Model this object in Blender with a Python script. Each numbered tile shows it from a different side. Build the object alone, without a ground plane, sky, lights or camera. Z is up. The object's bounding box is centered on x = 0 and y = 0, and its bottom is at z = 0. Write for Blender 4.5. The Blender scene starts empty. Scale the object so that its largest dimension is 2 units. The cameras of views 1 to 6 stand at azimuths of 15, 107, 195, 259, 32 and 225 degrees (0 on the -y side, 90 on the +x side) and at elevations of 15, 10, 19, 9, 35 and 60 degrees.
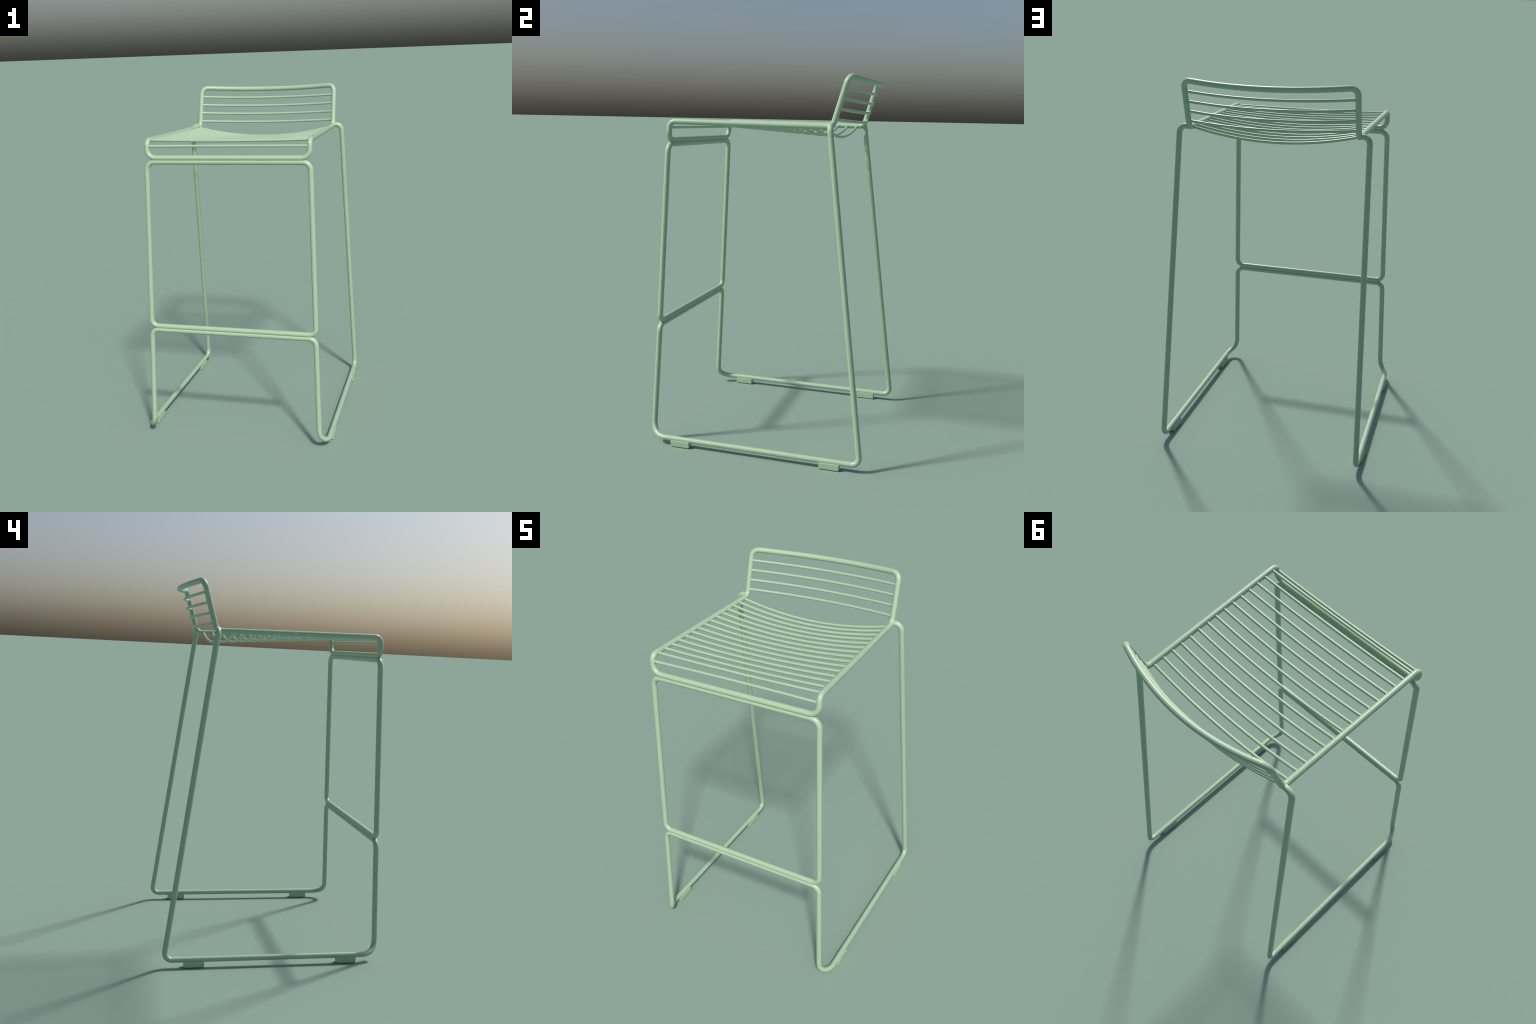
"""Wire bar stool: bent steel rods, sagging seat wires, low bowed backrest."""
import bpy
from math import pi, cos, sin, tan, acos
from mathutils import Vector as V

# ----------------------------------------------------------------- dimensions
ROD = 0.0148          # radius of the frame rod
WIRE = 0.0074         # radius of the seat / backrest wires
SIDES_ROD, SIDES_WIRE = 28, 18

# centre-line corner points of the +x side (x is mirrored for the other side)
BACK_TOP = V((0.4400, 0.4325, 1.9880))
JOINT = V((0.4400, 0.3620, 1.7403))
SEAT_NOSE = V((0.4588, -0.5000, 1.7517))
SEAT_LIP = V((0.4605, -0.5095, 1.6562))
POST_TOP = V((0.4635, -0.5087, 1.6339))
POST_FOOT = V((0.4865, -0.5510, 0.6807))
STRUT_TOP = V((0.4860, -0.5520, 0.6590))
STRUT_FOOT = V((0.5010, -0.5785, 0.1130))
RAIL_START = V((0.5462, -0.4920, 0.0390))
RAIL_END = V((0.5460, 0.5832, 0.0390))
REAR_TOP = V((0.4945, 0.3585, 1.7490))

BACK_BOW = V((0.0, 0.078, -0.018))   # how far the top bar bows back at its middle
SEAT_WIRES = 15
WIRE_Y_BACK, WIRE_Y_FRONT = 0.3215, -0.4660
SAG_BACK, SAG_FRONT = 0.0555, 0.006   # droop of the seat wires at mid-width
LIP_BOW = 0.006


def mirror(p):
    return V((-p.x, p.y, p.z))


# ------------------------------------------------------------ centre-line tools
def fillet(a, corner, b, radius, n=12):
    """Arc of given radius that rounds the corner a-corner-b."""
    u, w = (a - corner).normalized(), (b - corner).normalized()
    ang = acos(max(-1.0, min(1.0, u.dot(w))))
    cut = radius / tan(ang / 2)
    bis = (u + w).normalized()
    centre = corner + bis * (radius / sin(ang / 2))
    p0, p1 = corner + u * cut, corner + w * cut
    e0, e1 = (p0 - centre), (p1 - centre)
    sweep = pi - ang
    side = (e1 - e0 * cos(sweep)) / sin(sweep)
    return [centre + e0 * cos(sweep * i / n) + side * sin(sweep * i / n) for i in range(n + 1)]


def line(a, b, n):
    return [a.lerp(b, i / n) for i in range(n + 1)]


def bezier(a, b, c, d, n):
    return [a * (1 - t) ** 3 + b * (3 * t * (1 - t) ** 2) + c * (3 * t * t * (1 - t)) + d * t ** 3
            for t in (i / n for i in range(n + 1))]


class Path:
    """Points along a rod; every span carries the name of the part it belongs to."""

    def __init__(self):
        self.pts, self.tags = [], []

    def add(self, tag, pts):
        for p in pts:
            if self.pts and (p - self.pts[-1]).length < 1e-5:
                continue
            if self.pts:
                self.tags.append(tag)
            self.pts.append(p.copy())


def rings(pts, radius, sides, closed=False):
    """Twist-free rings of (position, normal) along a centre-line."""
    n = len(pts)
    tang = []
    for i in range(n):
        a = pts[i - 1] if (i > 0 or closed) else pts[i]
        b = pts[(i + 1) % n] if (i < n - 1 or closed) else pts[i]
        d0 = (pts[i] - a).normalized() if (pts[i] - a).length > 1e-9 else V((0, 0, 0))
        d1 = (b - pts[i]).normalized() if (b - pts[i]).length > 1e-9 else V((0, 0, 0))
        tang.append((d0 + d1).normalized())
    ref = V((0, 0, 1)) if abs(tang[0].z) < 0.9 else V((1, 0, 0))
    frame = (ref - tang[0] * ref.dot(tang[0])).normalized()
    out = []
    for i in range(n):
        t = tang[i]
        frame = (frame - t * frame.dot(t)).normalized()
        other = t.cross(frame)
        out.append([((pts[i] + (frame * cos(2 * pi * k / sides) + other * sin(2 * pi * k / sides)) * radius),
                     (frame * cos(2 * pi * k / sides) + other * sin(2 * pi * k / sides))) for k in range(sides)])
    return out


class Part:
    """Collects tube pieces for one mesh object, with analytic normals."""

    def __init__(self):
        self.v, self.n, self.f = [], [], []

    def tube(self, ring_list, cap_start=False, cap_end=False, twist=0):
        s = len(ring_list[0])
        base = len(self.v)
        for r in ring_list:
            for p, nn in r:
                self.v.append(p)
                self.n.append(nn)
        m = len(ring_list)
        for i in range(m - 1):
            for k in range(s):
                k2 = (k + 1) % s
                self.f.append((base + i * s + k, base + i * s + k2, base + (i + 1) * s + k2, base + (i + 1) * s + k))
        for do, idx, flip in ((cap_start, 0, True), (cap_end, m - 1, False)):
            if not do:
                continue
            r = ring_list[idx]
            nb = ring_list[1 if idx == 0 else m - 2]
            c = sum((p for p, _ in r), V()) / s
            cn = sum((p for p, _ in nb), V()) / s
            axis = (c - cn).normalized()
            b = len(self.v)
            for p, _ in r:
                self.v.append(p)
                self.n.append(axis)
            face = list(range(b, b + s))
            self.f.append(tuple(reversed(face)) if flip else tuple(face))

    def build(self, name, material, parent):
        me = bpy.data.meshes.new(name)
        me.from_pydata([tuple(p) for p in self.v], [], self.f)
        me.polygons.foreach_set("use_smooth", [True] * len(me.polygons))
        me.normals_split_custom_set_from_vertices([tuple(x) for x in self.n])
        me.materials.append(material)
        me.update()
        ob = bpy.data.objects.new(name, me)
        bpy.context.collection.objects.link(ob)
        ob.parent = parent
        return ob


def closed_fix(rr):
    """Append the first ring, rotated to the closest match, to close a loop."""
    first, last = rr[0], rr[-1]
    s = len(first)
    best = min(range(s), key=lambda o: sum((first[(k + o) % s][0] - last[k][0]).length for k in range(0, s, 4)))
    return rr + [[first[(k + best) % s] for k in range(s)]]


# ------------------------------------------------------------------- materials
def powder_coat(name, colour, rough):
    m = bpy.data.materials.new(name)
    m.use_nodes = True
    nt = m.node_tree
    bsdf = nt.nodes["Principled BSDF"]
    tc = nt.nodes.new("ShaderNodeTexCoord")
    noise = nt.nodes.new("ShaderNodeTexNoise")
    noise.inputs["Scale"].default_value = 6.0
    noise.inputs["Detail"].default_value = 3.0
    ramp = nt.nodes.new("ShaderNodeValToRGB")
    ramp.color_ramp.elements[0].position = 0.3
    ramp.color_ramp.elements[1].position = 0.7
    ramp.color_ramp.elements[0].color = (*[c * 0.985 for c in colour], 1)
    ramp.color_ramp.elements[1].color = (*[c * 1.015 for c in colour], 1)
    nt.links.new(tc.outputs["Object"], noise.inputs["Vector"])
    nt.links.new(noise.outputs["Fac"], ramp.inputs["Fac"])
    nt.links.new(ramp.outputs["Color"], bsdf.inputs["Base Color"])
    bsdf.inputs["Roughness"].default_value = rough
    bsdf.inputs["Specular IOR Level"].default_value = 0.5
    return m


GREEN = powder_coat("pale_green_powder_coat", (0.34, 0.487, 0.335), 0.36)
PAD = powder_coat("pale_green_plastic", (0.34, 0.487, 0.335), 0.45)

# ---------------------------------------------------------------- thing + parts
stool = bpy.data.objects.new("bar_stool", None)
bpy.context.collection.objects.link(stool)
stool["label"] = "pale green wire bar stool with low bowed backrest"
stool["category"] = "bar stool"

parts = {}


def part(key):
    return parts.setdefault(key, Part())


def lay_rod(path, radius, sides, closed=False):
    """Cut a swept rod where its tag changes; borders share the same ring."""
    rr = rings(path.pts, radius, sides, closed)
    tags = list(path.tags)
    if closed:
        rr = closed_fix(rr)
        tags.append(tags[-1] if len(tags) == len(path.pts) - 1 else tags[0])
    i = 0
    while i < len(tags):
        j = i
        while j < len(tags) and tags[j] == tags[i]:
            j += 1
        part(tags[i]).tube(rr[i:j + 1], cap_start=(i == 0 and not closed), cap_end=(j == len(tags) and not closed))
        i = j


# --- rod 1: backrest hoop + seat rails + front lip, one bent loop
def back_bar(s, p_end):
    """Point of the bowed top bar at x = s * p_end.x."""
    return V((s * p_end.x, p_end.y, p_end.z)) + BACK_BOW * (1 - s * s)


seat_loop = Path()
n_bar = 40
s_cut = 1 - 0.040 / BACK_TOP.x
bar = [back_bar(-s_cut + 2 * s_cut * i / n_bar, BACK_TOP) for i in range(n_bar + 1)]
tan_end = (bar[-1] - bar[-2]).normalized()
corner = bar[-1] + tan_end * 0.040
up_dir = (JOINT - corner).normalized()
start = corner + up_dir * 0.040
k = 0.5523
bend_r = bezier(bar[-1], bar[-1] + tan_end * 0.040 * k, start - up_dir * 0.040 * k, start, 12)
j_r = fillet(BACK_TOP, JOINT, SEAT_NOSE, 0.038)
nose_r = fillet(JOINT, SEAT_NOSE, SEAT_LIP, 0.033)
lip_r = fillet(SEAT_NOSE, SEAT_LIP, mirror(SEAT_LIP), 0.048)
half = [("backrest", bend_r), ("backrest", line(bend_r[-1], j_r[0], 6)), ("seat", j_r),
        ("seat", line(j_r[-1], nose_r[0], 24)), ("seat", nose_r), ("seat", line(nose_r[-1], lip_r[0], 2)),
        ("seat", lip_r)]
seat_loop.add("backrest", bar)
for tag, pts in half:
    seat_loop.add(tag, pts)
seat_loop.add("seat", line(lip_r[-1], mirror(lip_r[-1]), 24))
for tag, pts in reversed(half):
    seat_loop.add(tag, [mirror(p) for p in reversed(pts)])
if (seat_loop.pts[0] - seat_loop.pts[-1]).length < 1e-5:
    seat_loop.pts.pop()
    seat_loop.tags.pop()
seat_loop.tags = seat_loop.tags[:len(seat_loop.pts) - 1]
lay_rod(seat_loop, ROD, SIDES_ROD, closed=True)

# --- rod 2: rectangle of the upper front: crossbar, two posts, foot rest
t_r = fillet(mirror(POST_TOP), POST_TOP, POST_FOOT, 0.044)
f_r = fillet(POST_TOP, POST_FOOT, mirror(POST_FOOT), 0.040)
front = Path()
front.add("seat_crossbar", line(mirror(t_r[0]), t_r[0], 24))
front.add("leg_a", t_r)
front.add("leg_a", line(t_r[-1], f_r[0], 20))
front.add("leg_a", f_r)
front.add("footrest", line(f_r[-1], mirror(f_r[-1]), 24))
front.add("leg_b", [mirror(p) for p in reversed(f_r)])
front.add("leg_b", line(mirror(f_r[0]), mirror(t_r[-1]), 20))
front.add("leg_b", [mirror(p) for p in reversed(t_r)][:-1])
lay_rod(front, ROD, SIDES_ROD, closed=True)

# --- rod 3: rear leg, floor rail, front strut, lower foot rest bar, and mirrored
REAR_IN = V((JOINT.x + 0.002, REAR_TOP.y, REAR_TOP.z - 0.002))
r_top = fillet(REAR_IN, REAR_TOP, RAIL_END, 0.036)
r_bot = fillet(REAR_TOP, RAIL_END, RAIL_START, 0.039)
strut_dir = (STRUT_TOP - STRUT_FOOT).normalized()
f_bot = bezier(RAIL_START, RAIL_START + V((0, -0.058, 0)), STRUT_FOOT - strut_dir * 0.057, STRUT_FOOT, 24)
s_top = fillet(STRUT_FOOT, STRUT_TOP, mirror(STRUT_TOP), 0.042)
half = [("rear_a", [REAR_IN]), ("rear_a", r_top), ("rear_a", line(r_top[-1], r_bot[0], 30)), ("rear_a", r_bot),
        ("rail_a", line(r_bot[-1], f_bot[0], 24)), ("leg_a", f_bot), ("leg_a", line(f_bot[-1], s_top[0], 14)),
        ("leg_a", s_top)]
base = Path()
for tag, pts in half:
    base.add(tag, pts)
base.add("footrest", line(s_top[-1], mirror(s_top[-1]), 24))
prev = base.pts[-1]
for tag, pts in reversed(half):
    base.add(tag.replace("_a", "_b"), [mirror(p) for p in reversed(pts)])
lay_rod(base, ROD, SIDES_ROD)

names = {"backrest": "backrest", "seat": "seat", "seat_crossbar": "crossbar", "footrest": "footrest",
         "leg_a": "leg", "leg_b": "leg", "rear_a": "leg", "rear_b": "leg", "rail_a": "base_rail", "rail_b": "base_rail"}
obj = {key: parts[key].build(names[key], GREEN, stool) for key in parts}


# --- thin wires
def wire(name, parent, pts):
    p = Part()
    p.tube(rings(pts, WIRE, SIDES_WIRE), True, True)
    return p.build(name, GREEN, parent)


def rail_at(y):
    t = (y - JOINT.y) / (SEAT_NOSE.y - JOINT.y)
    return JOINT.lerp(SEAT_NOSE, t)


for i in range(SEAT_WIRES):
    f = i / (SEAT_WIRES - 1)
    y = WIRE_Y_BACK + (WIRE_Y_FRONT - WIRE_Y_BACK) * f
    end = rail_at(y)
    sag = SAG_BACK + (SAG_FRONT - SAG_BACK) * f
    hx, z0 = end.x - 0.004, end.z - 0.0012
    wire("seat_wire", obj["seat"], [V((hx * s, y, z0 - sag * (1 - s * s))) for s in (-1 + 2 * q / 36 for q in range(37))])

# wire across the turned-down front lip, bowed very slightly inwards
lip_mid = SEAT_NOSE.lerp(SEAT_LIP, 0.325)
wire("seat_wire", obj["seat"], [V(((lip_mid.x - 0.008) * t, lip_mid.y - 0.003 + LIP_BOW * (1 - t * t), lip_mid.z))
                                for t in (-1 + 2 * q / 24 for q in range(25))])

# four bowed wires across the backrest
for f in (0.150, 0.356, 0.562, 0.768):
    end = JOINT.lerp(BACK_TOP, f)
    bow = BACK_BOW * (0.765 + 0.045 * f)
    hx = end.x - 0.004
    wire("backrest_wire", obj["backrest"],
         [V((hx * s, end.y, end.z)) + bow * (1 - s * s) for s in (-1 + 2 * q / 36 for q in range(37))])


# --- glides under the floor rails
def chamfer_box(name, sx, sy, sz, bev, material):
    import bmesh
    bm = bmesh.new()
    bmesh.ops.create_cube(bm, size=1.0)
    for v in bm.verts:
        v.co = V((v.co.x * sx, v.co.y * sy, (v.co.z + 0.5) * sz))
    bmesh.ops.bevel(bm, geom=list(bm.edges), offset=bev, segments=2, affect='EDGES', profile=0.6)
    me = bpy.data.meshes.new(name)
    bm.to_mesh(me)
    bm.free()
    me.materials.append(material)
    return me


pad_mesh = chamfer_box("foot_pad", 0.037, 0.107, 0.033, 0.0030, PAD)
for rail, sx in (("rail_a", 1), ("rail_b", -1)):
    for y in (-0.4035, 0.4255):
        ob = bpy.data.objects.new("foot_pad", pad_mesh)
        bpy.context.collection.objects.link(ob)
        ob.location = (sx * RAIL_START.x, y, 0)
        ob.parent = obj[rail]
